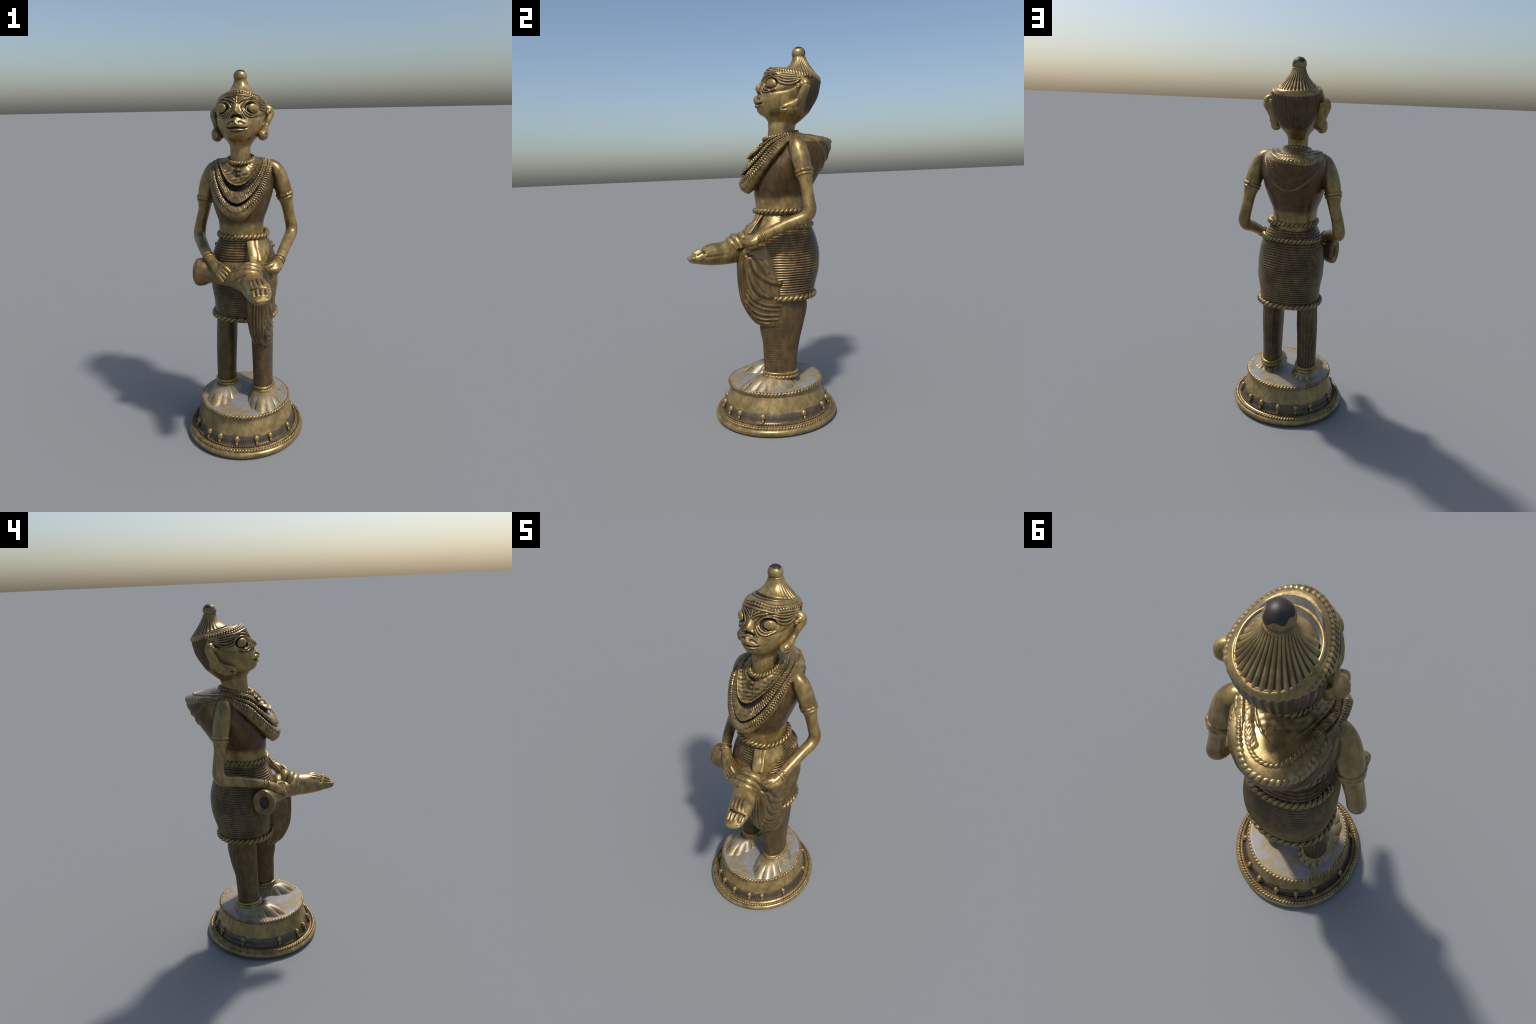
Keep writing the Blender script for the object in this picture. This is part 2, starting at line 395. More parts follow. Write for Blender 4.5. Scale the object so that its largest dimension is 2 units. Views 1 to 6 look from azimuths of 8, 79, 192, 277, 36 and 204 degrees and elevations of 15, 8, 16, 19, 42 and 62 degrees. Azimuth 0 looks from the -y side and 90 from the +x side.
# ------------------------------------------------------------------ skirt with drape
RING = .0132
skirt_rows = [(-.020, .668, .258, .668, .158), (-.032, .690, .270, .690, .167), (-.036, .745, .283, .745, .167), (-.040, .80, .299, .80, .174), (-.046, .857, .309, .857, .182), (-.054, .914, .311, .914, .182),
              (-.062, .985, .299, .985, .176), (-.050, 1.045, .279, 1.045, .163), (-.034, 1.09, .260, 1.09, .146), (-.022, 1.13, .230, 1.13, .125)]
V, F = loft(skirt_rows, 330, 260, cx=0, e=2.3)
FOLDS = [  # swags hanging from the hip to the left side: points, height, half width
    ([(.153, -.090, .928), (.169, -.072, .869), (.174, -.038, .820), (.171, .008, .789), (.165, .066, .770)], .013, .012),
    ([(.149, -.109, .942), (.158, -.101, .863), (.169, -.086, .796), (.168, -.061, .747), (.171, -.029, .718), (.170, .011, .702)], .011, .011),
    ([(.144, -.121, .942), (.155, -.117, .850), (.157, -.108, .783), (.165, -.088, .728), (.166, -.056, .692)], .008, .009),
    ([(.162, -.052, .910), (.166, -.021, .871), (.169, 0, .833)], .006, .008),
    ([(.155, -.119, .756), (.159, -.095, .714), (.168, -.044, .674), (.169, .010, .660), (.160, .073, .652)], .005, .006),
    ([(.151, -.126, .729), (.156, -.096, .680), (.164, -.051, .650), (.166, .002, .636), (.159, .065, .628)], .005, .006),
    ([(.141, -.130, .693), (.151, -.097, .644), (.162, -.052, .616), (.166, .001, .608), (.159, .057, .601)], .005, .006),
    ([(.143, -.121, .665), (.147, -.084, .608), (.160, -.047, .587), (.166, 0, .584), (.159, .049, .581)], .005, .006),
    ([(.147, -.109, .645), (.144, -.071, .582), (.165, -.035, .565), (.165, 0, .560)], .005, .006),
    ([(.076, -.142, .90), (.076, -.142, .824), (.072, -.138, .756), (.069, -.130, .703), (.072, -.095, .612), (.087, -.069, .569)], .005, .0055),
    ([(.093, -.150, .90), (.093, -.150, .828), (.086, -.144, .759), (.087, -.137, .706), (.089, -.111, .632), (.098, -.073, .569)], .005, .0055),
    ([(.108, -.153, .90), (.108, -.153, .829), (.101, -.151, .762), (.102, -.144, .697), (.103, -.123, .638), (.111, -.066, .558)], .005, .0055),
    ([(.121, -.147, .90), (.121, -.147, .828), (.117, -.148, .761), (.115, -.141, .697), (.115, -.110, .620), (.125, -.061, .551)], .005, .0055),
    ([(.136, -.140, .90), (.136, -.140, .825), (.133, -.139, .759), (.131, -.133, .694), (.126, -.105, .618)], .005, .0055)]
def sm(x, a, b): t = np.clip((x - a) / (b - a), 0, 1); return t * t * (3 - 2 * t)
N = normals(V, F); x, y, z = V.T
flat = sm(x, .03, .05) * sm(z - .9 * np.clip(y + .04, 0, .2), .97, .99) * sm(-y, -.10, -.06)                       # smooth cloth beside the sash
flat = np.maximum(flat, sm(-y, .03, .045) * sm(z, .975, .985) * (1 - sm(z, 1.015, 1.025)))  # lap under the hands
wob = .0016 * vnoise(V, .16, 3)
H = .0020 * np.cos(2 * PI * (z + wob) / RING) * (1 - flat) * sm(z, .70, .715)
for p, h, w in FOLDS: ridge(V, H, p, h * 1.15, w, taper=.10, snap=.03)
V = V + N * H[:, None]
skirt = add('skirt', V, F, brass_ring, alt=(flat > .5, brass))
def oval(rows, z, n, off, tilt=0, a0=0, a1=2 * PI, closed=True, cx=0):
    R = np.array([[r[1], r[0], r[2], r[4]] for r in rows]); yf, yb, hw = [np.interp(z, R[:, 0], R[:, k]) for k in (1, 2, 3)]
    th = np.linspace(a0, a1, n, endpoint=not closed); c, s = np.cos(th), np.sin(th)
    yc, hy = (yf + yb) / 2, (yb - yf) / 2 + off
    p = 2 / 2.3
    return np.stack([cx + (hw + off) * np.sign(s) * abs(s) ** p, yc - hy * np.sign(c) * abs(c) ** p, z + tilt * c], 1)
add('hem_rope', *tube(spline(oval(skirt_rows, .690, 60, .004), 700, True), .0155, 18, True, rib=rope(.028, 2, .40)), rope_brass, skirt)
add('waist_rope', *tube(spline(oval(skirt_rows, 1.13, 60, .003) + [.003, 0, .018], 600, True), .0145, 18, True, rib=rope(.024, 2, .40)), rope_brass, skirt)
add('hip_rope', *tube(spline(oval(skirt_rows, 1.068, 60, .004, 0, PI * .55, PI * 1.45, False), 320), .0135, 16, rib=rope(.022, 2, .40)), rope_brass, skirt)

drape_rows = [(.02, .535, .06, .535, .030, .115), (-.046, .545, .06, .545, .044, .113), (-.078, .575, .075, .575, .050, .110), (-.116, .634, .09, .634, .056, .105), (-.140, .70, .10, .70, .060, .102), (-.148, .79, .10, .79, .063, .099), (-.149, .88, .09, .88, .060, .098), (-.140, .95, .06, .95, .048, .098), (-.12, .99, .04, .99, .03, .098)]
V, F = loft([(r[0] - .003, r[1], r[2] + .03, r[3], r[4] + .007, r[5] - .003) for r in drape_rows], 200, 160, e=2.2)
H = np.full(len(V), -.0015)
for p, h, w in FOLDS: ridge(V, H, p, h * 1.15, w, taper=.06, snap=.03)
V = V + normals(V, F) * H[:, None]
drape = add('drape', V, F, brass_ring, skirt)
# sash straps from the waist rope down to the knot
def strap(pts, w, t, name):
    P = spline(pts, 60); V, F = tube(P[:, :3], w * P[:, 3], 28, rs=t / w, U=np.tile((.25, -.85, .45), (60, 1)))
    return add(name, V, F, brass, skirt)
strap([(.060, -.028, 1.132, 1), (.068, -.050, 1.095, 1), (.080, -.075, 1.06, 1.15), (.082, -.095, 1.03, .7)], .022, .007, 'sash')
strap([(.088, -.010, 1.130, .5), (.092, -.035, 1.10, .5), (.105, -.065, 1.065, .6), (.112, -.085, 1.04, .5)], .020, .009, 'sash')

# ------------------------------------------------------------------ torso and arms
torso_rows = [(-.02, 1.08, .240, 1.08, .125), (-.02, 1.17, .240, 1.17, .118), (-.024, 1.215, .260, 1.215, .121), (-.027, 1.27, .290, 1.27, .140), (-.027, 1.31, .314, 1.31, .153), (-.015, 1.37, .352, 1.37, .168), (.022, 1.43, .390, 1.43, .174), (.042, 1.475, .411, 1.475, .173), (.044, 1.497, .411, 1.497, .168), (.050, 1.513, .395, 1.518, .158), (.055, 1.523, .34, 1.530, .135), (.062, 1.530, .25, 1.545, .08), (.070, 1.533, .20, 1.550, .05)]
torso = loft([r + (-.006, 2.0, .42) for r in torso_rows], 150, 160, back=lambda z: 2.35 - .60 * np.clip((z - 1.34) / .13, 0, 1))
k = np.clip((torso[0][:, 1] - .18) / .22, 0, 1) * np.clip((torso[0][:, 2] - 1.3) / .15, 0, 1); torso[0][:, 0] -= .014 * k
def limb(pts, n=80, nc=40, up=(0, 1, 0)):
    P = spline(pts, n); return tube(P[:, :3], P[:, 3], nc, up=up)
armL_pts = [(.115, .175, 1.50, .030), (.150, .175, 1.498, .040), (.180, .176, 1.462, .047), (.205, .184, 1.40, .046), (.224, .193, 1.33, .041), (.234, .197, 1.28, .032), (.247, .204, 1.21, .031), (.257, .206, 1.155, .033), (.252, .180, 1.120, .033), (.238, .110, 1.095, .031), (.222, .030, 1.062, .029), (.208, -.028, 1.036, .026), (.202, -.05, 1.025, .024)]
armR_pts = [(-.125, .175, 1.49, .030), (-.160, .175, 1.488, .040), (-.190, .178, 1.445, .047), (-.215, .187, 1.38, .046), (-.231, .194, 1.31, .041), (-.239, .198, 1.26, .033), (-.255, .206, 1.19, .032), (-.267, .206, 1.130, .034), (-.262, .180, 1.100, .034), (-.235, .110, 1.085, .032), (-.200, .030, 1.062, .030), (-.172, -.022, 1.042, .027), (-.160, -.045, 1.030, .025)]
armL_pts = [(a + .002 * min(1, i / 2), *q) for i, (a, *q) in enumerate(armL_pts)]; armR_pts = [(a + (.008 if 1 < i < 6 else .003 * min(1, i / 2)), *q) for i, (a, *q) in enumerate(armR_pts)]
V, F = fuse(*join(torso, limb(armL_pts), limb(armR_pts)), .003, 6, .5)
torso_V = V
dL, _ = polydist(V, np.array(armL_pts)[2:, :3]); dR, _ = polydist(V, np.array(armR_pts)[2:, :3])
mL = (dL < .056) & (V[:, 0] > .158); mR = (dR < .056) & (V[:, 0] < -.168)
body = split(V, F, [~mL & ~mR, mL, mR], ['torso', 'arm', 'arm'], [brass_skin, brass_skin, brass_skin])
def band(pts, t, r, rt, parent, name, rib=None, tilt=None):
    P = spline(pts, 200)[:, :3]; k = int(t * 199); c = P[k]; T = P[k + 1] - P[k - 1]; T /= np.linalg.norm(T)
    A = np.cross(T, (0, 1, 0) if abs(T[1]) < .8 else (1, 0, 0)); A /= np.linalg.norm(A); B = np.cross(T, A)
    th = np.linspace(0, 2 * PI, 160, endpoint=False)[:, None]
    return add(name, *tube(c + r * (np.cos(th) * A + np.sin(th) * B), rt, 14, True, up=T, rib=rib), brass, parent)
for pts, t, ob in ((armL_pts, .30, body[1]), (armR_pts, .30, body[2])):
    band(pts, t - .008, .0385, .0105, ob, 'armlet', lambda s, th: 1 - .12 * np.cos(2 * PI * s / .03))
    band(pts, t + .017, .0385, .0080, ob, 'armlet')
    band(pts, .955, .0265, .0065, ob, 'bracelet', rope(.012)); band(pts, .985, .026, .0065, ob, 'bracelet')

# ------------------------------------------------------------------ head
head_rows = [(.055, 1.50, .215, 1.54, .057, .5), (.064, 1.578, .209, 1.575, .053, .5), (.065, 1.611, .214, 1.595, .054, .5), (.053, 1.636, .245, 1.62, .066, .5), (.022, 1.660, .285, 1.655, .092, .52), (.010, 1.688, .307, 1.688, .109, .54),
             (.008, 1.715, .325, 1.715, .119, .55), (.014, 1.75, .340, 1.745, .128, .56), (.028, 1.79, .350, 1.785, .133, .57), (.044, 1.827, .355, 1.81, .130, .59), (.058, 1.863, .357, 1.826, .120, .61), (.082, 1.887, .354, 1.833, .107, .62), (.098, 1.892, .347, 1.838, .098, .62), (.112, 1.889, .338, 1.838, .091, .62), (.15, 1.882, .30, 1.845, .07, .6)]
V, F = loft([r[:5] + (-.008, 1.97, r[5]) for r in head_rows], 330, 420)
N = normals(V, F); H = np.zeros(len(V)); G = np.zeros(len(V))
CX = -.008
def mir(p): return [(2 * CX - q[0], *q[1:]) for q in p]
# nose, lips, chin, cheeks
for c, h, w in [((-.008, .022, 1.780), .017, (.016, .06, .015)), ((-.009, .030, 1.797), .012, (.012, .06, .016)), ((-.009, .038, 1.818), .006, (.011, .06, .016)),
                ((.012, .022, 1.770), .007, (.011, .06, .009)), ((-.028, .022, 1.770), .007, (.011, .06, .009)),
                ((-.004, .010, 1.720), .015, (.048, .06, .018)), ((-.004, .012, 1.696), .009, (.042, .06, .011)), ((-.004, .02, 1.672), .004, (.03, .06, .012)),
                ((-.008, .012, 1.742), .006, (.012, .06, .014))]: bump(V, H, c, h, w)
def line(p, h, w=.0042, both=False, taper=.15):
    for q in ([p, mir(p)] if both else [p]):
        ridge(V, H, q, h, w, taper=taper, snap=.03)
        if h < 0: ridge(V, G, q, h, w, taper=taper, snap=.03)
line([(-.038, .019, 1.755), (-.023, .019, 1.762), (-.009, .021, 1.765), (.011, .019, 1.762), (.024, .020, 1.754)], -.012, .0055)
line([(-.060, .022, 1.709), (-.039, .013, 1.705), (-.018, .009, 1.708), (-.006, .008, 1.709), (.010, .010, 1.706), (.034, .017, 1.704), (.052, .028, 1.709)], -.009, .0040)
line([(-.040, .015, 1.691), (-.007, .009, 1.687), (.019, .013, 1.689), (.040, .022, 1.697)], -.004, .0035)
line([(.001, .010, 1.731), (.013, .013, 1.737), (.041, .020, 1.722)], -.006, .0038, True)
line([(-.009, .014, 1.748), (-.009, .008, 1.724)], .005, .005)
line([(.019, .029, 1.786), (.029, .026, 1.772), (.041, .025, 1.752)], .004, .004, True)
# eye sockets with concentric lids
for sx in (1, -1):
    c = np.array((CX + sx * .078, .066, 1.803))
    d = np.sqrt((((V - c) / (.043, .05, .031)) ** 2).sum(1))
    k = 1 - sm(d, .75, 1.05); H -= .012 * k; G -= .006 * k
line([(.018, .037, 1.800), (.030, .049, 1.823), (.050, .061, 1.837), (.065, .072, 1.840), (.083, .085, 1.834), (.098, .096, 1.815), (.113, .116, 1.797), (.123, .155, 1.787), (.126, .185, 1.793), (.124, .209, 1.806), (.120, .234, 1.815)], .0065, .0042, True, .05)
line([(.022, .038, 1.800), (.034, .033, 1.778), (.050, .035, 1.765), (.068, .043, 1.760), (.090, .065, 1.764), (.105, .09, 1.772)], .006, .0036, True)
line([(.036, .042, 1.800), (.046, .041, 1.782), (.062, .047, 1.772), (.082, .060, 1.768)], .006, .0032, True)
line([(.049, .045, 1.797), (.058, .048, 1.785), (.072, .055, 1.778)], .006, .003, True)
# brows and the combed strands over the temple
line([(-.003, .043, 1.824), (.013, .049, 1.838), (.031, .056, 1.846), (.049, .066, 1.850), (.066, .078, 1.850)], .006, .0045, True, .1)
line([(0, .048, 1.840), (.015, .055, 1.853), (.028, .060, 1.857)], .004, .0035, True)
line([(-.008, .046, 1.826), (-.008, .053, 1.845), (-.008, .058, 1.862)], .003, .003)
line([(.085, .090, 1.834), (.105, .111, 1.817), (.118, .141, 1.806), (.123, .173, 1.805), (.124, .206, 1.811), (.120, .234, 1.817)], .007, .0042, True)
line([(.075, .085, 1.845), (.100, .112, 1.832), (.116, .145, 1.821), (.122, .180, 1.816), (.123, .210, 1.817)], .0065, .004, True)
line([(.060, .078, 1.857), (.086, .098, 1.849), (.106, .124, 1.838), (.119, .168, 1.829), (.122, .207, 1.823), (.120, .234, 1.820)], .007, .0045, True)
for p, h, w, bd in [([(.118, .240, 1.825), (.122, .20, 1.835), (.118, .160, 1.846), (.100, .112, 1.854), (.071, .083, 1.860), (.044, .068, 1.866), (.016, .061, 1.868), (-.008, .060, 1.869)], .0065, .0055, 0),
                    ([(.106, .275, 1.822), (.118, .215, 1.842), (.114, .165, 1.856), (.096, .118, 1.864), (.070, .090, 1.872), (.043, .077, 1.877), (-.008, .069, 1.879)], .0065, .0055, .5),
                    ([(.095, .300, 1.826), (.114, .230, 1.848), (.112, .180, 1.862), (.096, .130, 1.876), (.068, .098, 1.885), (.034, .086, 1.889), (-.008, .084, 1.890)], .006, .006, .35)]:
    ridge(V, H, p[:-1] + mir(p[:-1])[::-1], h, w, n=90, bead=bd, pitch=.014, snap=.03)
for q in ([(.085, .070, 1.757), (.108, .110, 1.758), (.122, .158, 1.765), (.126, .191, 1.780), (.124, .219, 1.796)],): ridge(V, H, q, -.004, .009, snap=.03); ridge(V, H, mir(q), -.004, .009, snap=.03)
# combed hair at the back, below the cap
th = np.arctan2(V[:, 0] - CX, V[:, 1] - .2)
H += .0015 * np.cos(th * 44) * sm(V[:, 1], .235, .275) * sm(V[:, 2], 1.64, 1.68) * (1 - sm(V[:, 2] + .25 * (V[:, 1] - .355), 1.805, 1.815))
topz = V[:, 2] - (1.886 - .22 * (V[:, 1] - .10))
inside = ((V[:, 0] - CX) / .098) ** 2 + ((V[:, 1] - .228) / .118) ** 2 < 1
V = V + N * H[:, None]
mn = V[:, 2] < 1.615
blackm = (G < -.0030) | ((topz > -.02) & inside & (N[:, 2] > .3))
head, neck = split(V, F, [~mn, mn], ['head', 'neck'], [brass_head, brass_head], alt=(blackm, near_black))
for sx, c in ((1, (.075, .0745, 1.799)), (-1, (-.089, .0725, 1.801))):        # wide almond eyes lying flat in the sockets
    ev, ef = ball((0, 0, 0), .030, 28, (1.04, .44, .84)); a = sx * math.radians(38); ca, sa = math.cos(a), math.sin(a)
    ev = ev * np.where(ev[:, 2:] < 0, (1, 1, .85), (1, 1, 1)); ev[:, 2] -= sx * ev[:, 0] * .12
    ev = np.stack([ev[:, 0] * ca - ev[:, 1] * sa, ev[:, 0] * sa + ev[:, 1] * ca, ev[:, 2]], 1) + np.array(c)
    add('eye', ev, ef, brass, head)
# ears with curled top and heavy lobe
def ear(f):
    P = spline([f(p) for p in [(.112, .228, 1.806, .017), (.136, .236, 1.792, .022), (.141, .236, 1.770, .023), (.132, .214, 1.735, .017), (.124, .198, 1.708, .015), (.121, .172, 1.688, .021), (.120, .138, 1.678, .020), (.118, .116, 1.672, .015)]], 60)
    Q = spline([f(p) for p in [(.112, .246, 1.795, .020), (.116, .238, 1.765, .025), (.110, .224, 1.735, .024), (.104, .208, 1.708, .024), (.100, .190, 1.682, .026), (.100, .165, 1.668, .024)]], 60)
    parts = [tube(P[:, :3], P[:, 3], 24), tube(Q[:, :3], Q[:, 3], 24)]
    for p in [(.112, .150, 1.664, .029), (.112, .128, 1.666, .024), (.108, .176, 1.674, .027), (.132, .200, 1.778, .012), (.138, .218, 1.786, .014), ]:
        q = f(p); parts.append(ball(q[:3], q[3], 16))
    V, F = fuse(*join(*parts), .0022, 10)
    H = np.zeros(len(V)); q = f((.148, .19, 1.776, 0)); bump(V, H, q[:3], -.012, (.010, .010, .006))
    ridge(V, H, [f((.128, .10, 1.664, 0))[:3], f((.138, .13, 1.668, 0))[:3]], -.006, .004)
    return add('ear', V + normals(V, F) * H[:, None], F, brass, head)
ear(lambda p: p); ear(lambda p: (-.021 - p[0], p[1] - .004, p[2] - .004, p[3]))
# cap: pleated cone inside a raised rim
cone = [(.098, -.016), (.096, 0.0), (.083, .014), (.062, .042), (.047, .070), (.0375, .096), (.0365, .106)]
n, m = 90, 300
p = spline([(r, 0, z) for r, z in cone], n); th = np.linspace(0, 2 * PI, m, endpoint=False)
u = np.linspace(0, 1, n)[:, None]
top = np.array([-.016, .2475, 1.946]); bot = np.array([-.012, .257, 1.860])
back = np.clip((-np.cos(th) + .75) / .8, 0, 1)
rr = p[:, :1] * (1 + .05 * np.cos(th * 30 + .6 * np.sin(3 * th)) * back * np.clip(1.15 - u * .8, 0, 1))
k = p[:, 2:] / .106
X = bot[0] + (top[0] - bot[0]) * k + rr * np.sin(th) * .96; Y = bot[1] + (top[1] - bot[1]) * k - rr * np.cos(th)
Z = bot[2] + (top[2] - bot[2]) * k - (Y - bot[1]) * .30 * (1 - k)
V = np.stack([X, Y, Z], -1).reshape(-1, 3); F = [grid_faces(n, m)]
V, F = cap(V, F, np.arange((n - 1) * m, n * m), False)
capo = add('cap', V, F, brass, head)
th = np.linspace(0, 2 * PI, 240, endpoint=False)
P = np.stack([-.010 + .0975 * np.sin(th), .237 - .108 * np.cos(th) * (1 - .06 * np.cos(th)), 0 * th], 1)
P[:, 2] = 1.887 - .235 * (P[:, 1] - .11); add('cap_rim', *tube(P, .0062, 14, True), brass, capo)
add('finial', *join(ball((-.016, .2465, 1.965), .0365, 90, (1, 1, .96)), ball((-.016, .2465, 1.943), .0345, 20, (1, 1, .3))), brass, capo)
fo = bpy.data.objects['finial'].data; fv, ff = arrays(fo); fo.materials.append(near_black)
blk = fv[:, 2] + .008 * vnoise(fv, .05, 4) - .25 * (fv[:, 1] - .2465) * -1 > 1.981
fo.polygons.foreach_set('material_index', np.array([blk[list(p.vertices)].mean() > .5 for p in fo.polygons], np.int32))

# ------------------------------------------------------------------ scarf
st = lambda *a: np.array(a, float)
E_ = st((.006, -.064, 1.240), (.075, -.042, 1.288), (.135, .015, 1.378), (.160, .078, 1.455), (.160, .160, 1.520), (.142, .235, 1.512), (.088, .330, 1.43), (-.008, .343, 1.350), (-.10, .325, 1.41), (-.148, .265, 1.488), (-.168, .195, 1.520), (-.168, .10, 1.465), (-.150, .025, 1.390), (-.085, -.055, 1.29))
C3 = st((.008, -.112, 1.292), (.080, -.072, 1.337), (.123, -.010, 1.408), (.150, .070, 1.490), (.154, .15, 1.535), (.122, .25, 1.533), (.068, .353, 1.510), (-.020, .397, 1.493), (-.105, .337, 1.495), (-.147, .250, 1.520), (-.168, .18, 1.532), (-.158, .057, 1.484), (-.130, -.015, 1.407), (-.068, -.084, 1.323))
C2 = st((.008, -.103, 1.340), (.066, -.078, 1.371), (.107, -.025, 1.426), (.133, .045, 1.495), (.132, .14, 1.545), (.100, .235, 1.548), (.052, .325, 1.538), (-.025, .368, 1.526), (-.090, .300, 1.535), (-.124, .228, 1.545), (-.146, .16, 1.543), (-.125, .041, 1.483), (-.098, -.022, 1.421), (-.054, -.070, 1.362))
C1 = st((.005, -.060, 1.427), (.041, -.050, 1.438), (.075, -.010, 1.471), (.105, .050, 1.520), (.107, .125, 1.549), (.080, .215, 1.552), (.042, .275, 1.547), (-.022, .315, 1.540), (-.075, .255, 1.546), (-.100, .205, 1.550), (-.121, .135, 1.548), (-.105, .053, 1.519), (-.072, -.010, 1.469), (-.036, -.049, 1.437))
NK = st((-.005, .026, 1.502), (.028, .030, 1.510), (.050, .050, 1.525), (.066, .085, 1.540), (.070, .135, 1.550), (.055, .19, 1.560), (.030, .215, 1.561), (-.012, .228, 1.560), (-.048, .215, 1.561), (-.070, .19, 1.560), (-.084, .135, 1.550), (-.078, .085, 1.540), (-.062, .050, 1.525), (-.036, .030, 1.510))
dep = st(1, .85, .6, .35, .15, .1, .1, .1, .1, .1, .15, .35, .6, .85)[:, None]
Cn = np.array((-.005, .165, 1.40))
C3 = C3 + (C3 - Cn) / np.linalg.norm(C3 - Cn, axis=1)[:, None] * -.005 * dep; C2 = C2 + (C2 - Cn) / np.linalg.norm(C2 - Cn, axis=1)[:, None] * -.005 * dep
def out(P, d): q = P - Cn; return P + q / np.linalg.norm(q, axis=1)[:, None] * d
low = np.where((np.arange(14) >= 4) & (np.arange(14) <= 10), -.007, 0)[:, None] * np.array((0, 0, 1.)); C3 = C3 + low; C2 = C2 + low; C1 = C1 + low; NK = NK + low * .5
loops = [out(E_, -.05 * dep - .012), out(E_, -.004), out(C3 * .55 + E_ * .45, .012 * dep), C3, out(C3 * .75 + C2 * .25, .004 * dep), out(C3 * .42 + C2 * .58, -.006 * dep), out(C3 * .26 + C2 * .74, -.036 * dep - .004), out(C2 * .95 + C3 * .05, -.024 * dep), C2,
         out(C2 * .8 + C1 * .2, .004 * dep), out(C2 * .48 + C1 * .52, -.008 * dep), out(C2 * .25 + C1 * .75, -.030 * dep - .004), out(C1 * .95 + C2 * .05, -.020 * dep), C1, out(C1 * .93 + NK * .07, .002 * dep), out(C1 * .8 + NK * .2, -.026 * dep), out(C1 * .4 + NK * .6, -.022 * dep), out(NK, -.004), out(NK, -.03)]
keys = ['e0', 'e', 'u3', 'c3', 'b3', 'm3', 'v32', 'w2', 'c2', 'b2', 'm2', 'v21', 'w1', 'c1', 'b1', 'i1', 'n', 'nk', 'n0']
nc = 900
Lp = np.stack([spline(l, nc, True) for l in loops])            # resampled evenly, so re-align by station
def align(l):
    Q = np.vstack([l[-2:], l, l[:3]]); o = []
    for i in range(2, len(l) + 2):
        t = np.linspace(0, 1, 64, endpoint=False)[:, None]; a, b, c, d = Q[i - 1], Q[i], Q[i + 1], Q[i + 2]
        o.append(.5 * (2 * b + (c - a) * t + (2 * a - 5 * b + 4 * c - d) * t ** 2 + (3 * b - a - 3 * c + d) * t ** 3))
    return np.vstack(o)
Lp = np.stack([align(l) for l in loops]); nc = Lp.shape[1]
sub = 9; rows = []; par = []
for i in range(len(Lp) - 1):
    a, b, c, d = Lp[max(i - 1, 0)], Lp[i], Lp[i + 1], Lp[min(i + 2, len(Lp) - 1)]
    for t in np.linspace(0, 1, sub, endpoint=False):
        rows.append(.5 * (2 * b + .8 * (c - a) * t + (1.6 * a - 4.4 * b + 3.6 * c - .8 * d) * t ** 2 + (2.4 * b - .8 * a - 2.4 * c + .8 * d) * t ** 3)); par.append(i + t)
rows.append(Lp[-1]); par.append(len(Lp) - 1)
V = np.stack(rows).reshape(-1, 3); par = np.repeat(np.array(par), nc); F = [grid_faces(len(rows), nc)[:, ::-1]]
N = normals(V, F)
if (N[:, 2] * (par > 3)).sum() < 0: F = [f[:, ::-1] for f in F]; N = -N
col = np.tile(np.arange(nc), len(rows))
H = .0008 * vnoise(V, .03, 5)
frontness = np.clip((np.cos(col / nc * 2 * PI) + .1) / .4, 0, 1)
def ribs(loop, lo, hi, pitch, h, skew=0., crest=.003):
    s = np.r_[0, np.cumsum(np.linalg.norm(np.diff(Lp[loop], axis=0), axis=1))]
    kk = max(1, round(s[-1] / pitch)); ph = 2 * PI * kk * s[col] / (s[-1] + np.linalg.norm(Lp[loop][-1] - Lp[loop][0]))
    w = np.clip(1 - np.abs((par - (lo + hi) / 2) / ((hi - lo) / 2)), 0, 1)
    return (crest * w ** .7 + h * np.cos(ph + skew * (par - lo)) * w ** .5)
az = (col / nc * 360 + 180) % 360 - 180                                   # + is the figure's left
side = np.where(az > 0, 1.0, .55) * np.clip((np.abs(az) - 12) / 22, .12, 1)   # smooth in the middle, corded toward the shoulders
side = np.where(np.abs(az) > 105, .08, side)
for key, lo, hi, pit, h, cr in (('c3', 1.9, 2.9, .014, .0026, .0015), ('c3', 2.9, 3.9, .013, .0028, .002), ('b3', 3.9, 5.0, .013, .0032, .002), ('c2', 7.8, 8.8, .013, .0026, .001), ('b2', 8.8, 9.7, .012, .0030, .002), ('m2', 9.7, 10.6, .012, .0024, .001), ('c1', 12.7, 14.3, .011, .0012, .001)):
    H += ribs(keys.index(key), lo, hi, pit, h, 1.6, cr) * side
V = V + N * H[:, None]
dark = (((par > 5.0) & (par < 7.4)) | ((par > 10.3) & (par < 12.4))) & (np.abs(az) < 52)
scarf = add('scarf', V, F, scarf_brass, alt=(dark, near_black))
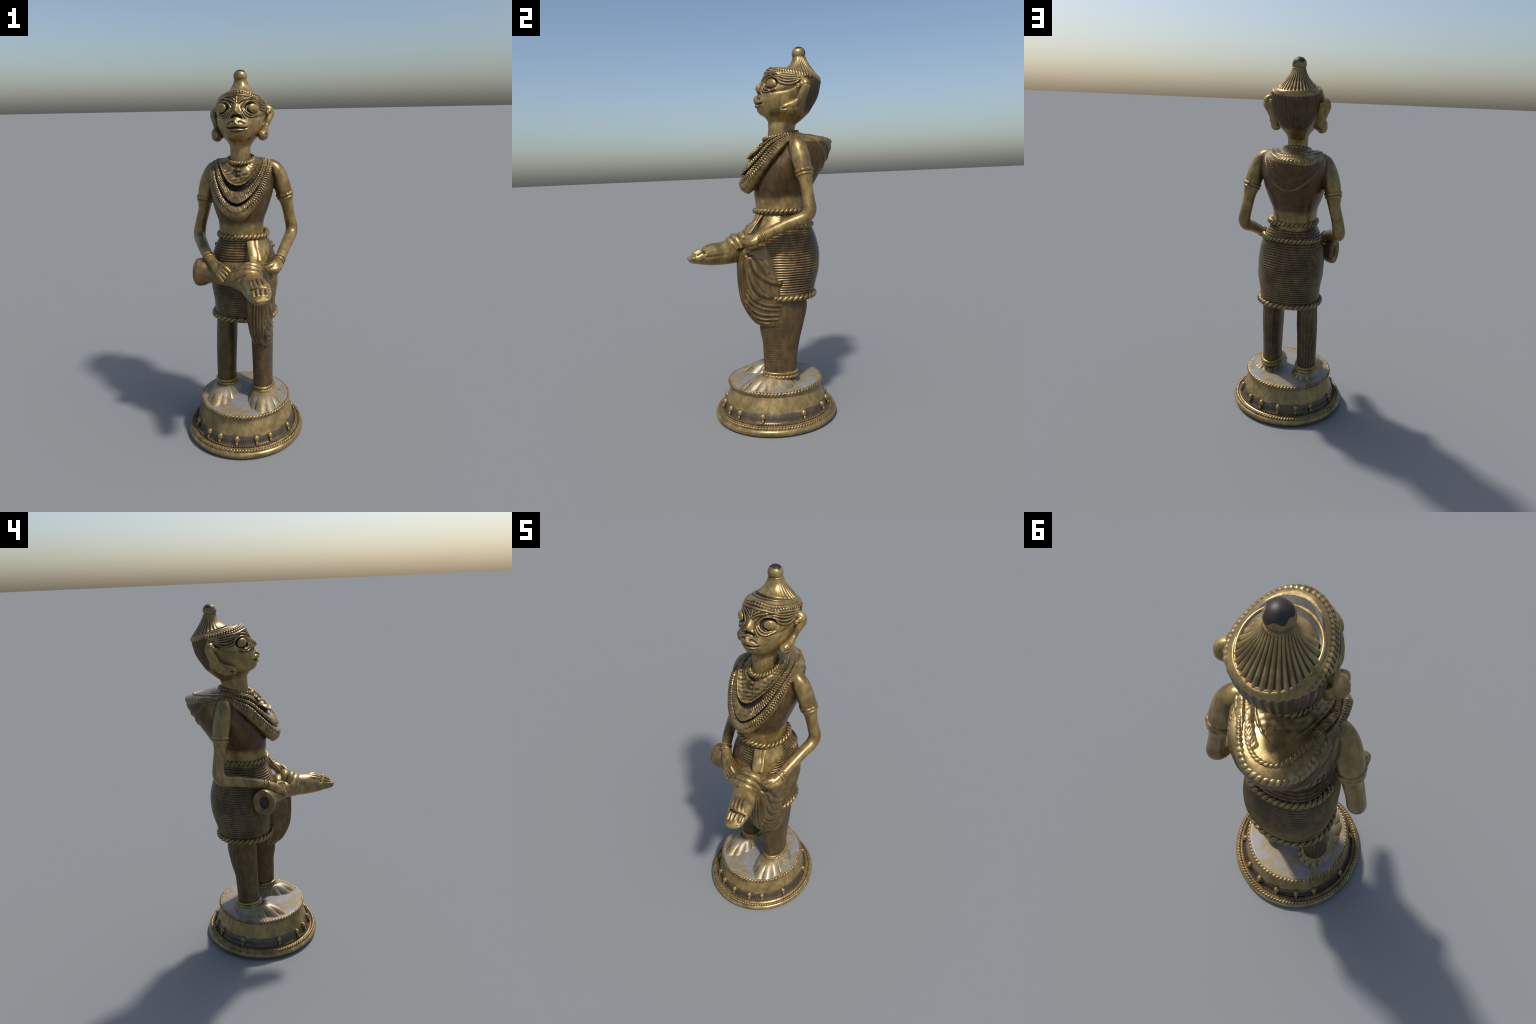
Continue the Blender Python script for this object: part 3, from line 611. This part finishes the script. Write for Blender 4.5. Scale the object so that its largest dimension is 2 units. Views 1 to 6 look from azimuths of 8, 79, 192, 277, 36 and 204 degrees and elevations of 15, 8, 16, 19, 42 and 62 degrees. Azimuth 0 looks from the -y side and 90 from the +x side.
# back of the scarf: two ribbed cords lying on the shoulder blades
for pts, r, mt, pit in (([(.150, .19, 1.53), (.142, .255, 1.518), (.120, .325, 1.47), (.095, .350, 1.412), (.052, .345, 1.369), (0, .342, 1.348), (-.048, .345, 1.362), (-.095, .346, 1.400), (-.135, .325, 1.444), (-.156, .280, 1.49), (-.166, .20, 1.525)], .0095, brass_ring, .015),
               ([(.118, .30, 1.512), (.095, .345, 1.490), (.074, .372, 1.455), (.042, .378, 1.420), (-.005, .376, 1.405), (-.050, .377, 1.414), (-.098, .366, 1.445), (-.128, .330, 1.482), (-.145, .29, 1.51)], .0075, brass_dark, .014),
               ([(.130, .195, 1.545), (.118, .255, 1.537), (.078, .340, 1.522), (.030, .392, 1.508), (-.030, .398, 1.500), (-.080, .378, 1.497), (-.118, .338, 1.500), (-.148, .255, 1.525), (-.160, .185, 1.538)], .0145, rope_brass, .017),
               ([(.105, .20, 1.552), (.092, .26, 1.546), (.058, .328, 1.538), (.010, .365, 1.530), (-.045, .365, 1.528), (-.088, .315, 1.535), (-.120, .235, 1.546), (-.135, .18, 1.548)], .009, rope_brass, .014)):
    P = spline(pts, 60); P = np.array([torso_V[np.linalg.norm(torso_V - q, axis=1).argmin()] for q in P]); P = (np.roll(P, 1, 0) + P + np.roll(P, -1, 0))[1:-1] / 3
    q = P - (-.01, .2, P[:, 2].mean() - .12); P = P + q / np.linalg.norm(q, axis=1)[:, None] * r * -.55
    add('scarf_cord', *tube(spline(P, 420), r * np.sin(np.linspace(.06, .94, 420) * PI) ** .3, 16, rib=rope(pit, 2, .22)), mt, scarf)
th = np.linspace(0, 2 * PI, 600, endpoint=False)
P = np.stack([-.006 + .0655 * np.sin(th), .130 - .088 * np.cos(th), 1.541 - .016 * np.cos(th)], 1)
add('necklace', *tube(P, .0125, 16, True, rib=rope(.016, 2, .40)), rope_brass, neck)
add('pendant', *join(ball((-.008, .022, 1.494), .015, 14, (1.3, .8, .8)), ball((-.002, .010, 1.475), .010, 12)), brass_dark, neck)

# ------------------------------------------------------------------ hands, horn-like crossed leg
def rings(rows, nc=40, sub=8):
    """loft through tilted ellipses: centre, side vector, up vector (their lengths are the radii)"""
    R = np.array([np.concatenate([np.asarray(v, float) for v in r]) for r in rows])
    n = (len(R) - 1) * sub + 1; x = np.linspace(0, len(R) - 1, n); R = pchip(np.arange(len(R)), R, x)
    th = np.linspace(0, 2 * PI, nc, endpoint=False)
    V = (R[:, None, :3] + np.cos(th)[None, :, None] * R[:, None, 3:6] + np.sin(th)[None, :, None] * R[:, None, 6:9]).reshape(-1, 3)
    F = [grid_faces(n, nc)]; V, F = cap(V, F, np.arange(nc), True); V, F = cap(V, F, np.arange((n - 1) * nc, n * nc), False)
    return V, F
def outward(V, F):
    c = V.mean(0); s = ((V - c) * normals(V, F)).sum()
    return (V, F) if s > 0 else (V, [f[:, ::-1] for f in F])
fing = [limb([(-.170, -.024, 1.043, .024), (-.148, -.047, 1.026, .027), (-.120, -.076, 1.005, .029), (-.095, -.098, .986, .024), (-.075, -.112, .972, .014)], 40, 28)]
for k in range(4):                                                        # fingers fan over the crossed leg
    a = k / 3; tip = (-.070 + .038 * a, -.143 + .016 * a, .938 + .050 * a, .0085); q = (-.122 + .022 * a, -.088 + .004 * a, .992 + .028 * a, .013)
    mid = tuple(.5 * (u + v) + d for u, v, d in zip(q, tip, (.0, -.010, .008, .003))); fing.append(limb([q, mid, tip], 30, 20))
V, F = fuse(*join(*fing), .0022, 3); add('hand', V, F, brass)
fing = [limb([(.208, -.030, 1.037, .023), (.200, -.058, 1.022, .028), (.187, -.085, 1.008, .031), (.168, -.106, 1.004, .024), (.148, -.122, 1.011, .011)], 50, 30),
        limb([(.214, -.055, 1.016, .020), (.206, -.085, 1.006, .021), (.188, -.108, 1.002, .018), (.166, -.122, 1.003, .012)], 40, 24),
        limb([(.196, -.075, 1.030, .014), (.178, -.104, 1.026, .013), (.158, -.120, 1.020, .010), (.144, -.127, 1.015, .007)], 40, 20),
        limb([(.205, -.06, .995, .018), (.190, -.09, .984, .019), (.170, -.104, .984, .014)], 40, 20)]
V, F = fuse(*join(*fing), .0022, 3); add('hand', V, F, brass)
# crossed leg: flared hollow bell at one end, a pointing foot at the other
bn = np.array((.97, -.22, -.03)); bs = np.array((.22, .97, 0)); bu = np.array((0, 0, 1.))
def bl(d, ry, rz, dz=0): c = np.array((-.233, -.022, .958)) + bn * d; return (c + (0, 0, dz), bs * ry, bu * rz)
leg_rows = [bl(.020, .008, .010), bl(.018, .020, .026), bl(.010, .029, .036), bl(.002, .040, .050), bl(-.003, .052, .064), bl(.004, .061, .074), bl(.018, .064, .076), bl(.045, .060, .070),
            ((-.150, -.048, .957), (.012, .046, 0), (0, 0, .051)), ((-.090, -.074, .952), (.024, .038, 0), (0, 0, .045)), ((-.020, -.108, .950), (.032, .040, 0), (0, 0, .047)), ((.040, -.143, .946), (.040, .042, 0), (0, -.005, .057)),
            ((.075, -.180, .946), (.054, .026, 0), (.004, -.006, .062))]
V, F = rings(leg_rows, 64, 8); F = [f[:, ::-1] for f in F]
if ((V - V.mean(0)) * normals(V, F)).sum() < 0: F = [f[:, ::-1] for f in F]
foot_rows = [((.062, -.150, .945), (.050, .018, 0), (.006, -.010, .058)), ((.088, -.200, .947), (.060, .020, .0), (.004, -.008, .062)), ((.112, -.255, .945), (.062, .018, .004), (.003, -.006, .058)), ((.132, -.305, .942), (.060, .016, .006), (.002, -.004, .050)), ((.145, -.345, .939), (.053, .014, .006), (.002, -.003, .038)), ((.152, -.378, .934), (.046, .012, .005), (.001, -.002, .026)), ((.157, -.398, .932), (.036, .010, .004), (0, -.001, .016)), ((.159, -.405, .932), (.020, .006, .002), (0, 0, .007))]
V2, F2 = outward(*rings(foot_rows, 64, 8))
V, F = fuse(*join((V, F), (V2, F2)), .0027, 4); H = np.zeros(len(V)); G = np.zeros(len(V))
ax = lambda t: np.array((.112 + .05 * t, -.255 - .15 * t, 0))
for k in range(4):
    o = (k - 1.5) * .023
    ridge(V, H, [(.112 + o * .8, -.262 + o * .30, 1.004), (.128 + o, -.310 + o * .30, .996), (.139 + o * 1.05, -.335 + o * .3, .982)], .0075, .0068, taper=.5, snap=.03)
    ridge(V, H, [(.144 + o * .95, -.347 + o * .28, .972), (.150 + o * .9, -.375 + o * .28, .955)], .007, .006, snap=.03)
    ridge(V, G, [(.144 + o * .95 + .011, -.347 + o * .28, .972), (.150 + o * .9 + .011, -.370 + o * .28, .958)], -.004, .0038, snap=.03)
cr = [(.088, -.335, .965), (.110, -.338, .978), (.140, -.342, .981), (.170, -.335, .978), (.192, -.325, .965)]
ridge(V, H, cr, -.007, .005, snap=.03); ridge(V, G, cr, -.004, .005, snap=.03)
ridge(V, H, [(.106, -.375, .945), (.120, -.398, .942), (.145, -.412, .938), (.175, -.402, .940), (.198, -.375, .945)], .004, .006)
ridge(V, H, [(.105, -.37, .932), (.120, -.398, .928), (.145, -.412, .926), (.175, -.402, .928), (.2, -.372, .932)], -.003, .003)
ridge(V, H, [(.150, -.20, .945), (.178, -.26, .945), (.196, -.315, .945)], -.005, .008); ridge(V, H, [(.148, -.20, .975), (.172, -.26, .975), (.188, -.315, .966)], .004, .007)
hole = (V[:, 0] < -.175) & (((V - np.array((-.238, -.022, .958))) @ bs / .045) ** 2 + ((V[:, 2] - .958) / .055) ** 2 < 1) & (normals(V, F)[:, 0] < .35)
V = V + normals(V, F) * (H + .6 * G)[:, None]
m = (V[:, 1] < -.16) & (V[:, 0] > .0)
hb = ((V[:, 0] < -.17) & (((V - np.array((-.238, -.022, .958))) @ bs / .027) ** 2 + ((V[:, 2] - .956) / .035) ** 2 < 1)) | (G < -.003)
split(V, F, [~m, m], ['crossed_leg', 'crossed_foot'], [brass_ring0, brass], alt=(hb, near_black))
# wrapped cloth knot on the ankle
def roll(pts, r, rs=1., rib=None):
    P = spline(pts, 120); k = np.sin(np.linspace(0.12, 1, 120) * PI * .93) ** .35
    return tube(P, r * k, 24, rs=rs)
kn = [roll([(-.032, -.140, .958), (-.012, -.168, .982), (.030, -.186, 1.008), (.075, -.190, 1.016), (.108, -.178, 1.004), (.125, -.150, .975)], .021),
      roll([(-.010, -.135, .975), (.010, -.155, 1.005), (.045, -.165, 1.030), (.085, -.160, 1.030), (.113, -.145, 1.008), (.124, -.130, .978)], .020),
      roll([(.000, -.112, .985), (.022, -.125, 1.018), (.055, -.130, 1.036), (.090, -.122, 1.034), (.115, -.112, 1.012), (.124, -.105, .98)], .020),
      ball((.055, -.13, .985), .05, 20, (1.2, .9, .9)), ball((.040, -.085, .995), .050, 20, (1.35, .8, .85))]
V, F = fuse(*join(*kn), .0025, 3); V[:, 2] -= .010; V[:, 1] += .004
add('cloth_knot', V, F, brass)
